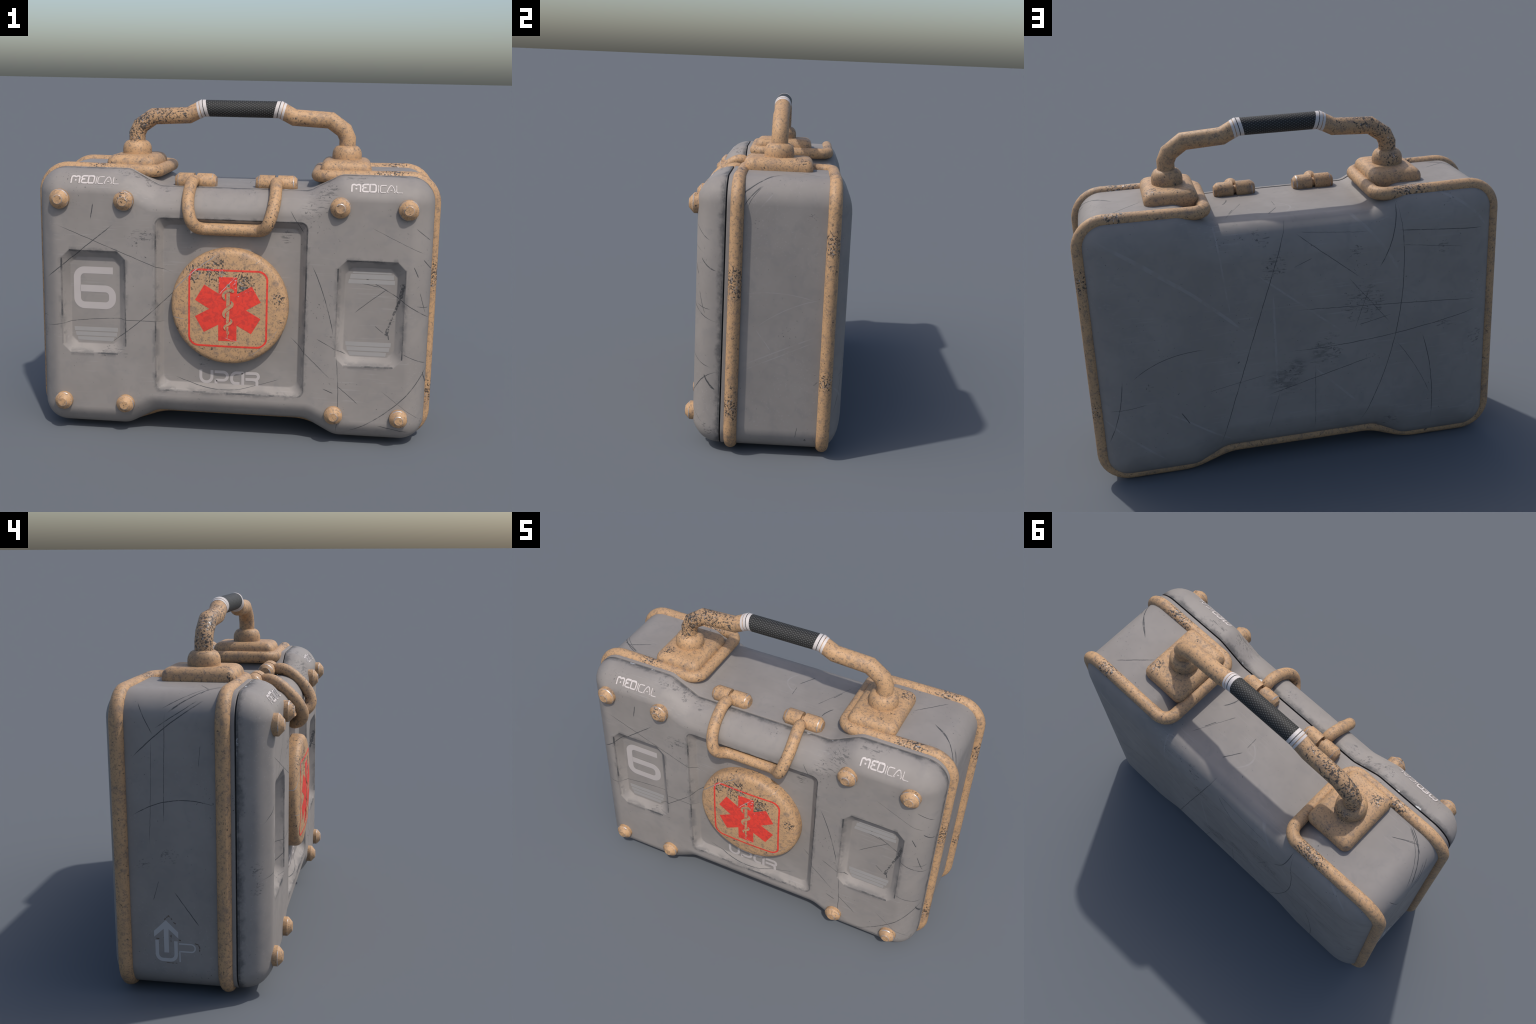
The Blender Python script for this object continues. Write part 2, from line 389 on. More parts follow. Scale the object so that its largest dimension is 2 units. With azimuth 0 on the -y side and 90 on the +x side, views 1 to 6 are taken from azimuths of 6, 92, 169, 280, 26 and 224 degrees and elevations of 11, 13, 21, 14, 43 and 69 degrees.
def make_lid():
    m, T = new_mat("worn_grey_lid_paint")
    P = T.n("ShaderNodeNewGeometry").outputs["Position"]
    col, knocks, mid, big = grey_common(T, P)
    x, y, z = T.sep(P)
    brk = T.noise(T.mapping(P, (9.0, 0.0, 3.0)), 26.0, 4.0, 0.65)
    fine = T.noise(P, 70.0, 4.0, 0.65, 0.4)
    # scratches over the whole front, broken by noise
    wx, wy, wz = T.sep(wobble(T, P))
    line = scratches(T, T.comb(wx, wz, 1.0), FRONT_SCRATCHES)
    line = T.math("MULTIPLY", line, T.step(brk, 0.34, 0.50, 0.45, 0.95))
    # scuffed patches
    patches = sphere_mask(T, P, [(-0.45, -0.322, 1.01, 0.06), (-0.40, -0.322, 1.035, 0.06), (0.27, -0.283, 1.04, 0.055),
                                 (0.775, -0.285, 0.64, 0.03), (-0.94, -0.27, 0.60, 0.05), (-0.94, -0.27, 0.51, 0.045), (0.45, -0.27, 1.25, 0.11), (0.40, -0.31, 1.17, 0.09),
                                 (0.36, -0.32, 1.10, 0.05), (0.49, -0.322, 0.56, 0.04), (-0.60, -0.31, 0.435, 0.06),
                                 (-0.54, -0.31, 0.425, 0.05), (0.09, -0.24, 1.245, 0.05), (0.95, -0.25, 0.12, 0.05),
                                 (-0.33, -0.22, 1.235, 0.07), (-0.50, -0.22, 1.32, 0.09), (-0.42, -0.22, 1.28, 0.07),
                                 (0.60, -0.22, 1.325, 0.10), (-0.13, -0.283, 0.40, 0.06)])
    scuff = worn_patch(T, P, patches, fine)
    rope = scratches(T, T.comb(wx, wz, 1.0), ROPE)
    cells = T.n("ShaderNodeTexVoronoi", feature="DISTANCE_TO_EDGE")
    T.put(cells.inputs["Vector"], wobble(T, P, 0.02, 30.0))
    cells.inputs["Scale"].default_value = 62.0
    rope = T.math("MULTIPLY", rope, T.step(cells.outputs["Distance"], 0.30, 0.12, 0.25, 1.0))
    line = T.math("MAXIMUM", line, T.math("MULTIPLY", rope, 0.85))
    # wear line along the rims of the three pockets
    r0 = edge_box(T, x, z, 0.0, 0.679, 0.367, 0.434, 0.034)
    ax = T.math("SUBTRACT", T.math("ABSOLUTE", x), 0.678)
    r1 = edge_box(T, ax, z, 0.0, 0.679, 0.160, 0.260, 0.042, False)
    r = T.math("MINIMUM", r0, r1)
    r = T.math("SUBTRACT", r, T.math("MULTIPLY", T.math("SUBTRACT", brk, 0.45), 0.008))
    near = T.math("MULTIPLY", T.step(r, 0.0052, 0.0018), T.step(y, -0.312, -0.318))
    near = T.math("MULTIPLY", near, T.step(T.noise(T.mapping(P, (1.0, 3.0, 8.0)), 7.0, 5.0, 0.7), 0.42, 0.60, 0.30, 0.92))
    halo = T.math("MULTIPLY", T.step(r, 0.022, 0.004), T.math("MULTIPLY", T.step(mid, 0.42, 0.60), 0.38))
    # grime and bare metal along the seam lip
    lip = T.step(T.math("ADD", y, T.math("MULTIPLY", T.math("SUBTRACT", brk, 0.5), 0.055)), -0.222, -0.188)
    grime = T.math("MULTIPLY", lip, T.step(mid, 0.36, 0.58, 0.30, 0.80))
    yc = T.math("ADD", y, T.math("MULTIPLY", T.math("SUBTRACT", fine, 0.5), 0.030))
    chip = T.math("MULTIPLY", T.step(yc, -0.197, -0.190), T.math("MULTIPLY", T.step(z, 1.05, 1.20), T.step(T.noise(P, 15.0, 4.0, 0.65), 0.58, 0.64)))
    rim = T.math("MULTIPLY", T.step(y, -0.2010, -0.1930), T.step(brk, 0.30, 0.55, 0.35, 0.85))
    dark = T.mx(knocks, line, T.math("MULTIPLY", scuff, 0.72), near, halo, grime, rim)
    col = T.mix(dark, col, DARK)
    col = T.mix(T.math("MULTIPLY", chip, 0.75), col, rgb(0.50, 0.51, 0.52))
    h = T.math("SUBTRACT", T.math("MULTIPLY", fine, 0.10), T.math("MULTIPLY", T.mx(line, scuff), 0.5))
    rough = T.math("MULTIPLY_ADD", mid, 0.22, 0.50)
    bsdf(T, col, rough, T.math("MULTIPLY", chip, 0.5), h, 0.25, 0.003, spec=0.25)
    return m


def make_body():
    m, T = new_mat("worn_grey_body_paint")
    geo = T.n("ShaderNodeNewGeometry")
    P = geo.outputs["Position"]
    N = T.sep(geo.outputs["Normal"])
    col, knocks, mid, big = grey_common(T, P)
    x, y, z = T.sep(P)
    W = T.sep(wobble(T, P))
    brk = T.noise(T.mapping(P, (9.0, 0.0, 3.0)), 26.0, 4.0, 0.65)
    fine = T.noise(P, 80.0, 4.0, 0.65, 0.4)
    back = T.step(y, 0.318, 0.330)
    right = T.math("MULTIPLY", T.step(x, 0.93, 0.94), T.math("SUBTRACT", 1.0, back))
    left = T.math("MULTIPLY", T.step(x, -0.93, -0.94), T.math("SUBTRACT", 1.0, back))
    top = T.math("MULTIPLY", T.step(N[2], 0.30, 0.5), T.math("MULTIPLY", T.step(z, 1.15, 1.2), T.math("SUBTRACT", 1.0, back)))
    xz, yz, xy = T.comb(W[0], W[2], 1.0), T.comb(W[1], W[2], 1.0), T.comb(W[0], W[1], 1.0)
    line = T.mx(T.math("MULTIPLY", scratches(T, xz, BACK_SCRATCHES), back),
                T.math("MULTIPLY", scratches(T, yz, LEFT_SCRATCHES), left),
                T.math("MULTIPLY", scratches(T, yz, RIGHT_SCRATCHES), right),
                T.math("MULTIPLY", scratches(T, xy, TOP_SCRATCHES), top))
    line = T.math("MULTIPLY", line, T.step(brk, 0.34, 0.50, 0.45, 0.95))
    pale = T.mx(T.math("MULTIPLY", scratches(T, xz, BACK_SCUFFS), back),
                T.math("MULTIPLY", scratches(T, yz, RIGHT_SCUFFS), right),
                T.math("MULTIPLY", scratches(T, xy, [(0.02, 0.23, 0.04, 0.08, -0.05, 0.006)]), top))
    pale = T.math("MULTIPLY", pale, T.step(mid, 0.38, 0.60, 0.15, 1.0))
    patches = sphere_mask(T, P, [(0.09, 0.393, 0.47, 0.085), (0.02, 0.393, 0.52, 0.07), (-0.12, 0.393, 0.60, 0.13),
                                 (-0.88, 0.38, 0.56, 0.07), (-0.28, 0.393, 1.08, 0.05), (-0.70, 0.393, 1.06, 0.05),
                                 (0.72, 0.393, 0.52, 0.03), (-0.72, 0.393, 0.66, 0.06), (-0.45, 0.36, 0.15, 0.07),
                                 (-0.967, 0.21, 0.60, 0.045), (-0.967, 0.10, 0.64, 0.055), (0.967, 0.20, 1.17, 0.045),
                                 (0.17, 0.37, 1.19, 0.07), (0.12, 0.393, 1.05, 0.10), (-0.30, 0.393, 0.80, 0.16)])
    scuff = worn_patch(T, P, patches, fine)
    smudge = sphere_mask(T, P, [(0.09, 0.393, 0.46, 0.10), (0.02, 0.393, 0.53, 0.06), (-0.10, 0.393, 0.59, 0.07)])
    smudge = T.math("MULTIPLY", smudge, T.step(T.noise(T.mapping(P, (0, 0, 0), (0, 0.7, 0), (22.0, 40.0, 70.0)), 1.0, 4.0, 0.7), 0.42, 0.60))
    dark = T.mx(knocks, line, T.math("MULTIPLY", scuff, 0.72), T.math("MULTIPLY", smudge, 0.45))
    col = T.mix(T.math("MULTIPLY", pale, 0.17), col, rgb(0.44, 0.43, 0.43))
    col = T.mix(dark, col, DARK)
    h = T.math("SUBTRACT", T.math("MULTIPLY", fine, 0.10), T.math("MULTIPLY", T.mx(line, scuff), 0.5))
    rough = T.math("MULTIPLY_ADD", mid, 0.22, 0.50)
    bsdf(T, col, rough, 0.0, h, 0.22, 0.003, spec=0.25)
    return m


def make_paint(name, c, wear=0.6, rough=0.5, under=(0.235, 0.225, 0.215), rng=(0.62, 0.74)):
    m, T = new_mat(name)
    P = T.n("ShaderNodeNewGeometry").outputs["Position"]
    a = T.noise(P, 60.0, 4.0, 0.65)
    b = T.noise(P, 12.0, 3.0, 0.6)
    col = T.mix(T.math("MULTIPLY", T.step(b, 0.35, 0.7), 0.12), rgb(*c), rgb(*[v * 0.75 for v in c]))
    col = T.mix(T.math("MULTIPLY", T.step(a, rng[0], rng[1]), wear), col, rgb(*under))
    bsdf(T, col, rough, 0.0)
    return m


def make_red():
    m, T = new_mat("worn_red_paint")
    P = T.n("ShaderNodeNewGeometry").outputs["Position"]
    tcol, rough, metal, h = tan_nodes(T, disc=True)
    hot = sphere_mask(T, P, TAN_HOT)
    mid = T.noise(P, 46.0, 5.0, 0.62, 0.6)
    fine = T.noise(P, 120.0, 3.0, 0.6, 0.8)
    red = T.mix(T.step(mid, 0.42, 0.64), rgb(0.67, 0.048, 0.030), rgb(0.50, 0.040, 0.030))
    thr = T.math("SUBTRACT", 0.74, T.math("MULTIPLY", hot, 0.14))
    chips = T.math("MULTIPLY", T.step(T.math("SUBTRACT", fine, thr), 0.0, 0.04), 0.8)
    col = T.mix(chips, red, rgb(0.09, 0.035, 0.035))
    col = T.mix(T.step(metal, 0.1, 0.6), col, rgb(0.45, 0.36, 0.38))
    bsdf(T, col, rough, 0.0)
    return m


def make_grip():
    m, T = new_mat("dotted_black_rubber")
    P = T.n("ShaderNodeNewGeometry").outputs["Position"]
    x, y, z = T.sep(P)
    ang = T.math("ARCTAN2", T.math("SUBTRACT", z, 1.6268), T.math("SUBTRACT", y, 0.036))
    u = T.math("COSINE", T.math("MULTIPLY", x, 2 * pi / 0.0200))
    v = T.math("COSINE", T.math("MULTIPLY", ang, 21.0))
    d = T.step(T.math("MULTIPLY", u, v), 0.22, 0.75)
    col = T.mix(d, rgb(0.022, 0.0215, 0.021), rgb(0.086, 0.088, 0.085))
    bsdf(T, col, 0.62, 0.0, d, 0.4, 0.002, spec=0.25)
    return m


LID = make_lid()
BODY = make_body()
TAN = make_tan("worn_sand_paint")
TANE = make_tan("bare_metal_edge", edge=True)
TAND = make_tan("worn_sand_paint_emblem", disc=True)
RED = make_red()
GRIP = make_grip()
WHITE = make_paint("off_white_band", (0.54, 0.495, 0.475), 0.25, 0.55, (0.45, 0.42, 0.40))
PALE = make_paint("pale_stencil_paint", (0.53, 0.48, 0.46), 0.55, 0.5, (0.30, 0.28, 0.265), (0.52, 0.64))
NUM = make_paint("faded_stencil_paint", (0.405, 0.368, 0.355), 0.15)
STRIPE = make_paint("faint_stencil_paint", (0.285, 0.272, 0.262), 0.5)
SIDEP = make_paint("dim_stencil_paint", (0.375, 0.36, 0.355), 0.3)
RUST = make_paint("rust_stain", (0.105, 0.078, 0.060), 1.0, 0.6, (0.235, 0.216, 0.202), (0.46, 0.56))
SEAM_DARK, _T = new_mat("near_black_seam")
bsdf(_T, rgb(0.012, 0.012, 0.013), 0.7, 0.0)

# --------------------------------------------------------------------------
# case outline in the x-z plane: rounded box with a dip at top and bottom
# --------------------------------------------------------------------------
CTRL = [  # control polygon, counter-clockwise; (x, z, corner radius)
    (0.368, 1.253, 0.090), (0.517, 1.333, 0.090), (0.967, 1.333, 0.122), (0.967, 0.021, 0.122),
    (0.520, 0.021, 0.110), (0.372, 0.101, 0.110)]
CTRL = CTRL + [(-x, z, r) for x, z, r in reversed(CTRL)]
# listed clockwise seen from the front (x right, z up)


def offset_poly(pts, d):
    """move every edge of a closed clockwise polygon inwards by d"""
    n = len(pts)
    out = []
    for i in range(n):
        p0, p1, p2 = (Vector(pts[(i + k) % n]) for k in (-1, 0, 1))
        a, b = (p1 - p0).normalized(), (p2 - p1).normalized()
        na, nb = Vector((a.y, -a.x)), Vector((b.y, -b.x))
        m = (na + nb) / (1 + na.dot(nb))
        out.append(p1 + m * d)
    return out


def round_poly(pts, rads, seg):
    """fillet each corner with its own radius, same vertex count per corner"""
    n = len(pts)
    out = []
    for i in range(n):
        p0, p1, p2 = (Vector(pts[(i + k) % n]) for k in (-1, 0, 1))
        a, b = (p0 - p1), (p2 - p1)
        la, lb = a.length, b.length
        a, b = a / la, b / lb
        ang = a.angle(b)
        t = min(rads[i] / math.tan(ang / 2), la * 0.48, lb * 0.48)
        r = t * math.tan(ang / 2)
        c = p1 + (a + b).normalized() * (r / math.sin(ang / 2))
        s, e = p1 + a * t - c, p1 + b * t - c
        tot = s.angle(e)
        sign = 1 if s.x * e.y - s.y * e.x > 0 else -1
        for k in range(seg[i] + 1):
            th = sign * tot * k / seg[i]
            ct, st = math.cos(th), math.sin(th)
            out.append(c + Vector((s.x * ct - s.y * st, s.x * st + s.y * ct)))
    return out


def outline(inset):
    pts = offset_poly([(x, z) for x, z, r in CTRL], inset)
    rads = [max(r - inset, 0.022) if r > 0.12 else r for x, z, r in CTRL]
    seg = [12 if r > 0.12 else 6 for x, z, r in CTRL]
    return round_poly(pts, rads, seg)


def ring(bm, pts, y):
    return [bm.verts.new((p.x, y, p.y)) for p in pts]


def bridge(bm, a, b):
    n = len(a)
    return [bm.faces.new((a[i], a[(i + 1) % n], b[(i + 1) % n], b[i])) for i in range(n)]


def loft(bm, prof):
    rings = [ring(bm, outline(d), y) for d, y in prof]
    for a, b in zip(rings, rings[1:]):
        bridge(bm, a, b)
    return rings


# ---- body ---------------------------------------------------------------
bm = bmesh.new()
prof = [(0.030, -0.192), (0.008, -0.1800), (0.0015, -0.1795), (0.0, -0.178), (0.0, 0.05), (0.0, 0.288), (0.001, 0.300),
        (0.0055, 0.315), (0.0135, 0.331), (0.026, 0.346), (0.043, 0.3595), (0.064, 0.3705), (0.088, 0.3795),
        (0.115, 0.387), (0.140, 0.3915), (0.150, 0.3928), (0.158, 0.3932)]
R = loft(bm, prof)
last = ring(bm, outline(0.162), 0.3932)
bridge(bm, R[-1], last)
bmesh.ops.triangle_fill(bm, use_beauty=True, edges=[bm.edges.get((last[i], last[(i + 1) % len(last)])) for i in range(len(last))])
bm.faces.new(R[0])
finish("body", bm, BODY, angle=40)

# ---- gasket set in the gap, seen as a dark line between lid and body -------------------------------------------
bm = bmesh.new()
R = loft(bm, [(0.0085, -0.178), (0.0085, -0.1905)])
bm.faces.new(R[0])
bm.faces.new(R[1])
finish("dark_seam_core", bm, SEAM_DARK)

# ---- lid with three pockets ----------------------------------------------
YF, YP = -0.322, -0.2835
LIDPROF = [(0.0, -0.1865), (0.0004, -0.189), (0.0015, -0.200), (0.004, -0.216), (0.0085, -0.234), (0.015, -0.250),
           (0.024, -0.2665), (0.036, -0.281), (0.049, -0.2925), (0.062, -0.3020), (0.074, -0.3095), (0.085, -0.3155),
           (0.096, -0.3195), (0.106, -0.3215), (0.114, -0.322)]


def lid_y(d):
    for (d0, y0), (d1, y1) in zip(LIDPROF, LIDPROF[1:]):
        if d <= d1:
            return y0 + (y1 - y0) * (d - d0) / (d1 - d0)
    return YF


def pocket_loop(cx, cz, hx, hz, r, seg):
    pts = [(cx - hx, cz - hz), (cx - hx, cz + hz), (cx + hx, cz + hz), (cx + hx, cz - hz)]
    return round_poly(pts, [r] * 4, [seg] * 4)


bm = bmesh.new()
inner_lip = ring(bm, outline(0.010), -0.1862)
R = loft(bm, LIDPROF)
bridge(bm, inner_lip, R[0])
bm.faces.new(inner_lip)
flat = ring(bm, outline(0.1155), YF)
bridge(bm, R[-1], flat)
n = len(flat)
edges = [bm.edges.get((flat[i], flat[(i + 1) % n])) for i in range(n)]
for cx, hx, hz, ro, rf, seg, runs in ((0.0, 0.367, 0.434, 0.034, 0.042, 7, (0.033, 0.036)),
                                      (-0.678, 0.160, 0.260, 0.040, 0.034, 1, (0.036, 0.039)),
                                      (0.678, 0.160, 0.260, 0.040, 0.034, 1, (0.036, 0.039))):
    cz = 0.679
    steps = [(-0.005, YF), (-0.0025, YF), (-0.0005, YF + 0.0006), (0.0015, YF + 0.0026)]
    wx, wz = runs
    k = wx - 0.001
    steps += [(k - 0.0015, YP - 0.0026), (k + 0.0005, YP - 0.0006), (k + 0.003, YP), (k + 0.006, YP)]
    prev = None
    for s, y in steps:
        f = max(0.0, min(1.0, s / wx))
        lp = pocket_loop(cx, cz, hx - s, hz - s * wz / wx, ro + (rf - ro) * f - min(s, 0) * 0.4, seg)
        rg = ring(bm, lp, y)
        if prev is None:
            m = len(rg)
            for i in range(m):
                edges.append(bm.edges.new((rg[i], rg[(i + 1) % m])))
        else:
            bridge(bm, prev, rg)
        prev = rg
    m = len(prev)
    bm.faces.new(prev)
bmesh.ops.triangle_fill(bm, use_beauty=True, edges=edges, normal=(0, -1, 0))
LIDOB = finish("lid", bm, LID, angle=50)


# --------------------------------------------------------------------------
# tubes
# --------------------------------------------------------------------------
def fillet_path(ctrl, closed, seg=7):
    """3D polyline with rounded corners; ctrl = (x, y, z, radius)"""
    n = len(ctrl)
    out = []
    for i, (x, y, z, r) in enumerate(ctrl):
        p1 = Vector((x, y, z))
        if not closed and i in (0, n - 1) or r <= 0:
            out.append(p1)
            continue
        p0, p2 = Vector(ctrl[(i - 1) % n][:3]), Vector(ctrl[(i + 1) % n][:3])
        a, b = p0 - p1, p2 - p1
        la, lb = a.length, b.length
        a, b = a / la, b / lb
        ang = a.angle(b)
        t = min(r / math.tan(ang / 2), la * 0.49, lb * 0.49)
        rr = t * math.tan(ang / 2)
        bis = (a + b).normalized()
        c = p1 + bis * (rr / math.sin(ang / 2))
        s, e = p1 + a * t - c, p1 + b * t - c
        tot = s.angle(e)
        ax = s.cross(e).normalized()
        for k in range(seg + 1):
            out.append(c + Matrix.Rotation(tot * k / seg, 3, ax) @ s)
    return out


def sweep(bm, path, rad, closed=False, sides=18, cap=True, up=Vector((0, 0, 1))):
    n = len(path)
    tang = []
    for i in range(n):
        if closed:
            t = (path[(i + 1) % n] - path[i]).normalized() + (path[i] - path[i - 1]).normalized()
        elif i == 0:
            t = path[1] - path[0]
        elif i == n - 1:
            t = path[-1] - path[-2]
        else:
            t = (path[i + 1] - path[i]).normalized() + (path[i] - path[i - 1]).normalized()
        tang.append(t.normalized())
    u = up - tang[0] * up.dot(tang[0])
    if u.length < 1e-3:
        u = Vector((0, 1, 0))
    u.normalize()
    rings = []
    for i in range(n):
        if i:
            q = tang[i - 1].rotation_difference(tang[i])
            u = q @ u
        v = tang[i].cross(u)
        r = rad[i] if isinstance(rad, (list, tuple)) else rad
        rings.append([bm.verts.new(path[i] + (u * math.cos(2 * pi * k / sides) + v * math.sin(2 * pi * k / sides)) * r)
                      for k in range(sides)])
    for a, b in zip(rings, rings[1:]):
        bridge(bm, a, b)
    if closed:
        # match the twist of the last ring to the first one
        a, b = rings[-1], rings[0]
        best = min(range(sides), key=lambda s: (a[0].co - b[s].co).length)
        for k in range(sides):
            bm.faces.new((a[k], a[(k + 1) % sides], b[(k + 1 + best) % sides], b[(k + best) % sides]))
    elif cap:
        bm.faces.new(rings[0])
        bm.faces.new(rings[-1])
    return rings


YA, YB, TR = -0.1325, 0.308, 0.0312
XO = 1.0 - TR
half_front = [(0.398, YA, 1.316, 0.062), (XO, YA, 1.3235, 0.122), (XO, YA, TR, 0.122),
              (0.545, YA, TR + 0.001, 0.30), (0.365, YA, 0.099, 0.30)]
half_back = [(x, YB, z, r) for x, y, z, r in half_front]
loop = (half_front + [(-x, y, z, r) for x, y, z, r in reversed(half_front)]
        + [(-x, y, z, r) for x, y, z, r in half_back] + list(reversed(half_back)))
path = fillet_path(loop, True, 9)
bm = bmesh.new()
sweep(bm, path, TR, closed=True, sides=18)
finish("tube_frame", bm, TAN, angle=60)

# --------------------------------------------------------------------------
# carry handle
# --------------------------------------------------------------------------
HY, HR = 0.036, 0.0412
HP = [(0.5375, 1.440), (0.5375, 1.492), (0.5190, 1.532), (0.4505, 1.580), (0.2690, 1.5895), (0.1965, 1.6268)]
HPATH = [(-x, z) for x, z in HP] + [(x, z) for x, z in reversed(HP)]


def miter_ring(bm, p, t, bis_t, r, sides=40):
    """ring where a tube of direction t meets the mitre plane with normal bis_t"""
    t, b = Vector(t).normalized(), Vector(bis_t).normalized()
    nrm = Vector((-t.y, t.x))
    out = []
    for k in range(sides):
        a = 2 * pi * k / sides
        o = nrm * (math.cos(a) * r)
        s = -(o.dot(b)) / t.dot(b)
        q = Vector(p) + o + t * s
        out.append(bm.verts.new((q.x, HY + math.sin(a) * r, q.y)))
    return out


def handle_dirs():
    res = []
    P = [Vector(p) for p in HPATH]
    for i, p in enumerate(P):
        a = (P[i] - P[i - 1]).normalized() if i else (P[1] - P[0]).normalized()
        b = (P[i + 1] - P[i]).normalized() if i < len(P) - 1 else a
        res.append((p, a, (a + b).normalized()))
    return res


HD = handle_dirs()
bm = bmesh.new()
rings = [miter_ring(bm, p, t, b, HR) for p, t, b in HD]
for a, b in zip(rings, rings[1:]):
    bridge(bm, a, b)
bm.faces.new(rings[0])
bm.faces.new(rings[-1])
HANDLE = finish("handle", bm, TAN, angle=70)


def band(name, x0, x1, r, mat):
    """sleeve on the handle between two slanted cuts; offsets measured from the left kink"""
    for side in (-1, 1):
        bm = bmesh.new()
        rg = []
        i = 5 if side < 0 else 6
        p, t, b = HD[i]
        grip_dir = Vector((1, 0))
        leg_dir = (HD[i][0] - HD[i - 1][0]).normalized() if side < 0 else (HD[i + 1][0] - HD[i][0]).normalized()
        for s in ((x0, x1) if x0 * x1 >= 0 else (x0, 0.0, x1)):
            d = grip_dir if s >= 0 else leg_dir
            if side < 0:
                q = p + d * s
            else:
                q = p - (grip_dir * s if s >= 0 else leg_dir * s)
            dd = grip_dir if s >= 0 else leg_dir
            rg.append(miter_ring(bm, q, dd, b, r))
        inner = [miter_ring(bm, sum((Vector((v.co.x, v.co.z)) for v in g), Vector((0, 0))) / len(g),
                            grip_dir if k or x0 >= 0 else leg_dir, b, r - 0.0025) for k, g in ((0, rg[0]), (1, rg[-1]))]
        bridge(bm, inner[0], rg[0])
        for a, c in zip(rg, rg[1:]):
            bridge(bm, a, c)
        bridge(bm, rg[-1], inner[1])
        finish(name, bm, mat, HANDLE, angle=40)


band("grip_band", -0.0265, -0.0140, HR + 0.0012, WHITE)
band("grip_band", -0.0100, 0.0045, HR + 0.0012, WHITE)
band("grip_band", 0.0085, 0.0250, HR + 0.0012, WHITE)
bm = bmesh.new()
pl, _, bl = HD[5]
pr, _, br = HD[6]
a = miter_ring(bm, pl + Vector((0.0045, 0)), (1, 0), bl, HR + 0.0007)
b = miter_ring(bm, pr - Vector((0.0045, 0)), (1, 0), br, HR + 0.0007)
bridge(bm, a, b)
finish("grip", bm, GRIP, HANDLE, angle=60)

# mounting plates and ball sockets under the handle ends
for sx in (-1, 1):
    cx, cy, hx, hy = sx * 0.5365, 0.040, 0.125, 0.166
    bm = bmesh.new()
    prof = [(0.004, 1.318), (0.0015, 1.331), (0.0, 1.345), (0.001, 1.357), (0.0045, 1.3685), (0.011, 1.378), (0.020, 1.3855),
            (0.030, 1.3895), (0.041, 1.3912), (0.046, 1.3915)]
    prev = None
    for s, z in prof:
        pts = [(cx - hx + s, cy - hy + s), (cx - hx + s, cy + hy - s), (cx + hx - s, cy + hy - s), (cx + hx - s, cy - hy + s)]
        lp = round_poly(pts, [max(0.036 - s * 0.55, 0.010)] * 4, [6] * 4)
        rg = [bm.verts.new((p.x, p.y, z)) for p in lp]
        if prev:
            bridge(bm, prev, rg)
        else:
            bm.faces.new(rg)
        prev = rg
    bm.faces.new(prev)
    finish("handle_plate", bm, TAN, angle=60)
    bm = bmesh.new()
    prev = None
    for r, z in ((0.0725, 1.385), (0.0735, 1.400), (0.0735, 1.415), (0.0715, 1.428), (0.0665, 1.440), (0.0590, 1.450),
                 (0.0500, 1.4555), (0.0400, 1.4575), (0.030, 1.458)):
        rg = [bm.verts.new((sx * 0.5375 + r * math.cos(2 * pi * k / 28), HY + r * math.sin(2 * pi * k / 28), z)) for k in range(28)]
        if prev:
            bridge(bm, prev, rg)
        else:
            bm.faces.new(rg)
        prev = rg
    bm.faces.new(prev)
    finish("handle_socket", bm, TAN, angle=50)

# --------------------------------------------------------------------------
# latch: two split barrels and a U-shaped bail
# --------------------------------------------------------------------------
def barrel(x0, x1, taper_at):
    """half barrel along x; taper_at = -1 / +1 is its outer end"""
    bm = bmesh.new()
    AY, AZ, r = -0.135, 1.2735, 0.0418
    if taper_at < 0:
        xs = [(x0, 0.62), (x0 + 0.0025, 0.68), (x0 + 0.0155, 0.95), (x0 + 0.0195, 1.0), (x1, 1.0)]
    else:
        xs = [(x0, 1.0), (x1 - 0.0195, 1.0), (x1 - 0.0155, 0.95), (x1 - 0.0025, 0.68), (x1, 0.62)]
    prev = None
    for i, (x, f) in enumerate(xs):
        rg = [bm.verts.new((x, AY + r * f * math.cos(2 * pi * k / 14), AZ + r * f * math.sin(2 * pi * k / 14))) for k in range(14)]
        if prev:
            bare = i in ((1, 3) if taper_at < 0 else (2, 4))
            for fc in bridge(bm, prev, rg):
                fc.material_index = int(bare)
        else:
            bm.faces.new(rg)
        prev = rg
    bm.faces.new(prev)
    finish("latch_barrel", bm, TAN, angle=38).data.materials.append(TANE)


for sx in (-1, 1):
    barrel(sx * 0.2000 - 0.1030, sx * 0.2000 - 0.0080, -1)
    barrel(sx * 0.2000 + 0.0080, sx * 0.2000 + 0.1030, 1)
    bm = bmesh.new()
    sweep(bm, [Vector((sx * 0.200 - 0.012, -0.135, 1.275)), Vector((sx * 0.200 + 0.012, -0.135, 1.272))], 0.022, sides=16)
    finish("latch_pin", bm, TAN)

leg = [(0.2000, -0.1640, 1.2660), (0.2010, -0.1730, 1.2740), (0.203, -0.187, 1.2815), (0.205, -0.210, 1.2815), (0.207, -0.240, 1.269),
       (0.2085, -0.272, 1.2465), (0.2085, -0.302, 1.219), (0.2055, -0.331, 1.188), (0.199, -0.3525, 1.155), (0.190, -0.3630, 1.124),
       (0.179, -0.3590, 1.098), (0.164, -0.343, 1.079), (0.146, -0.3225, 1.0690), (0.128, -0.3130, 1.0655), (0.105, -0.3090, 1.0650)]


def catmull(pts, sub=3):
    P = [Vector(p) for p in pts]
    out = []
    for i in range(len(P) - 1):
        p0, p1, p2, p3 = P[max(i - 1, 0)], P[i], P[i + 1], P[min(i + 2, len(P) - 1)]
        for k in range(sub):
            t = k / sub
            out.append(0.5 * ((2 * p1) + (p2 - p0) * t + (2 * p0 - 5 * p1 + 4 * p2 - p3) * t * t
                              + (3 * p1 - 3 * p2 + p3 - p0) * t ** 3))
    out.append(P[-1])
    return out


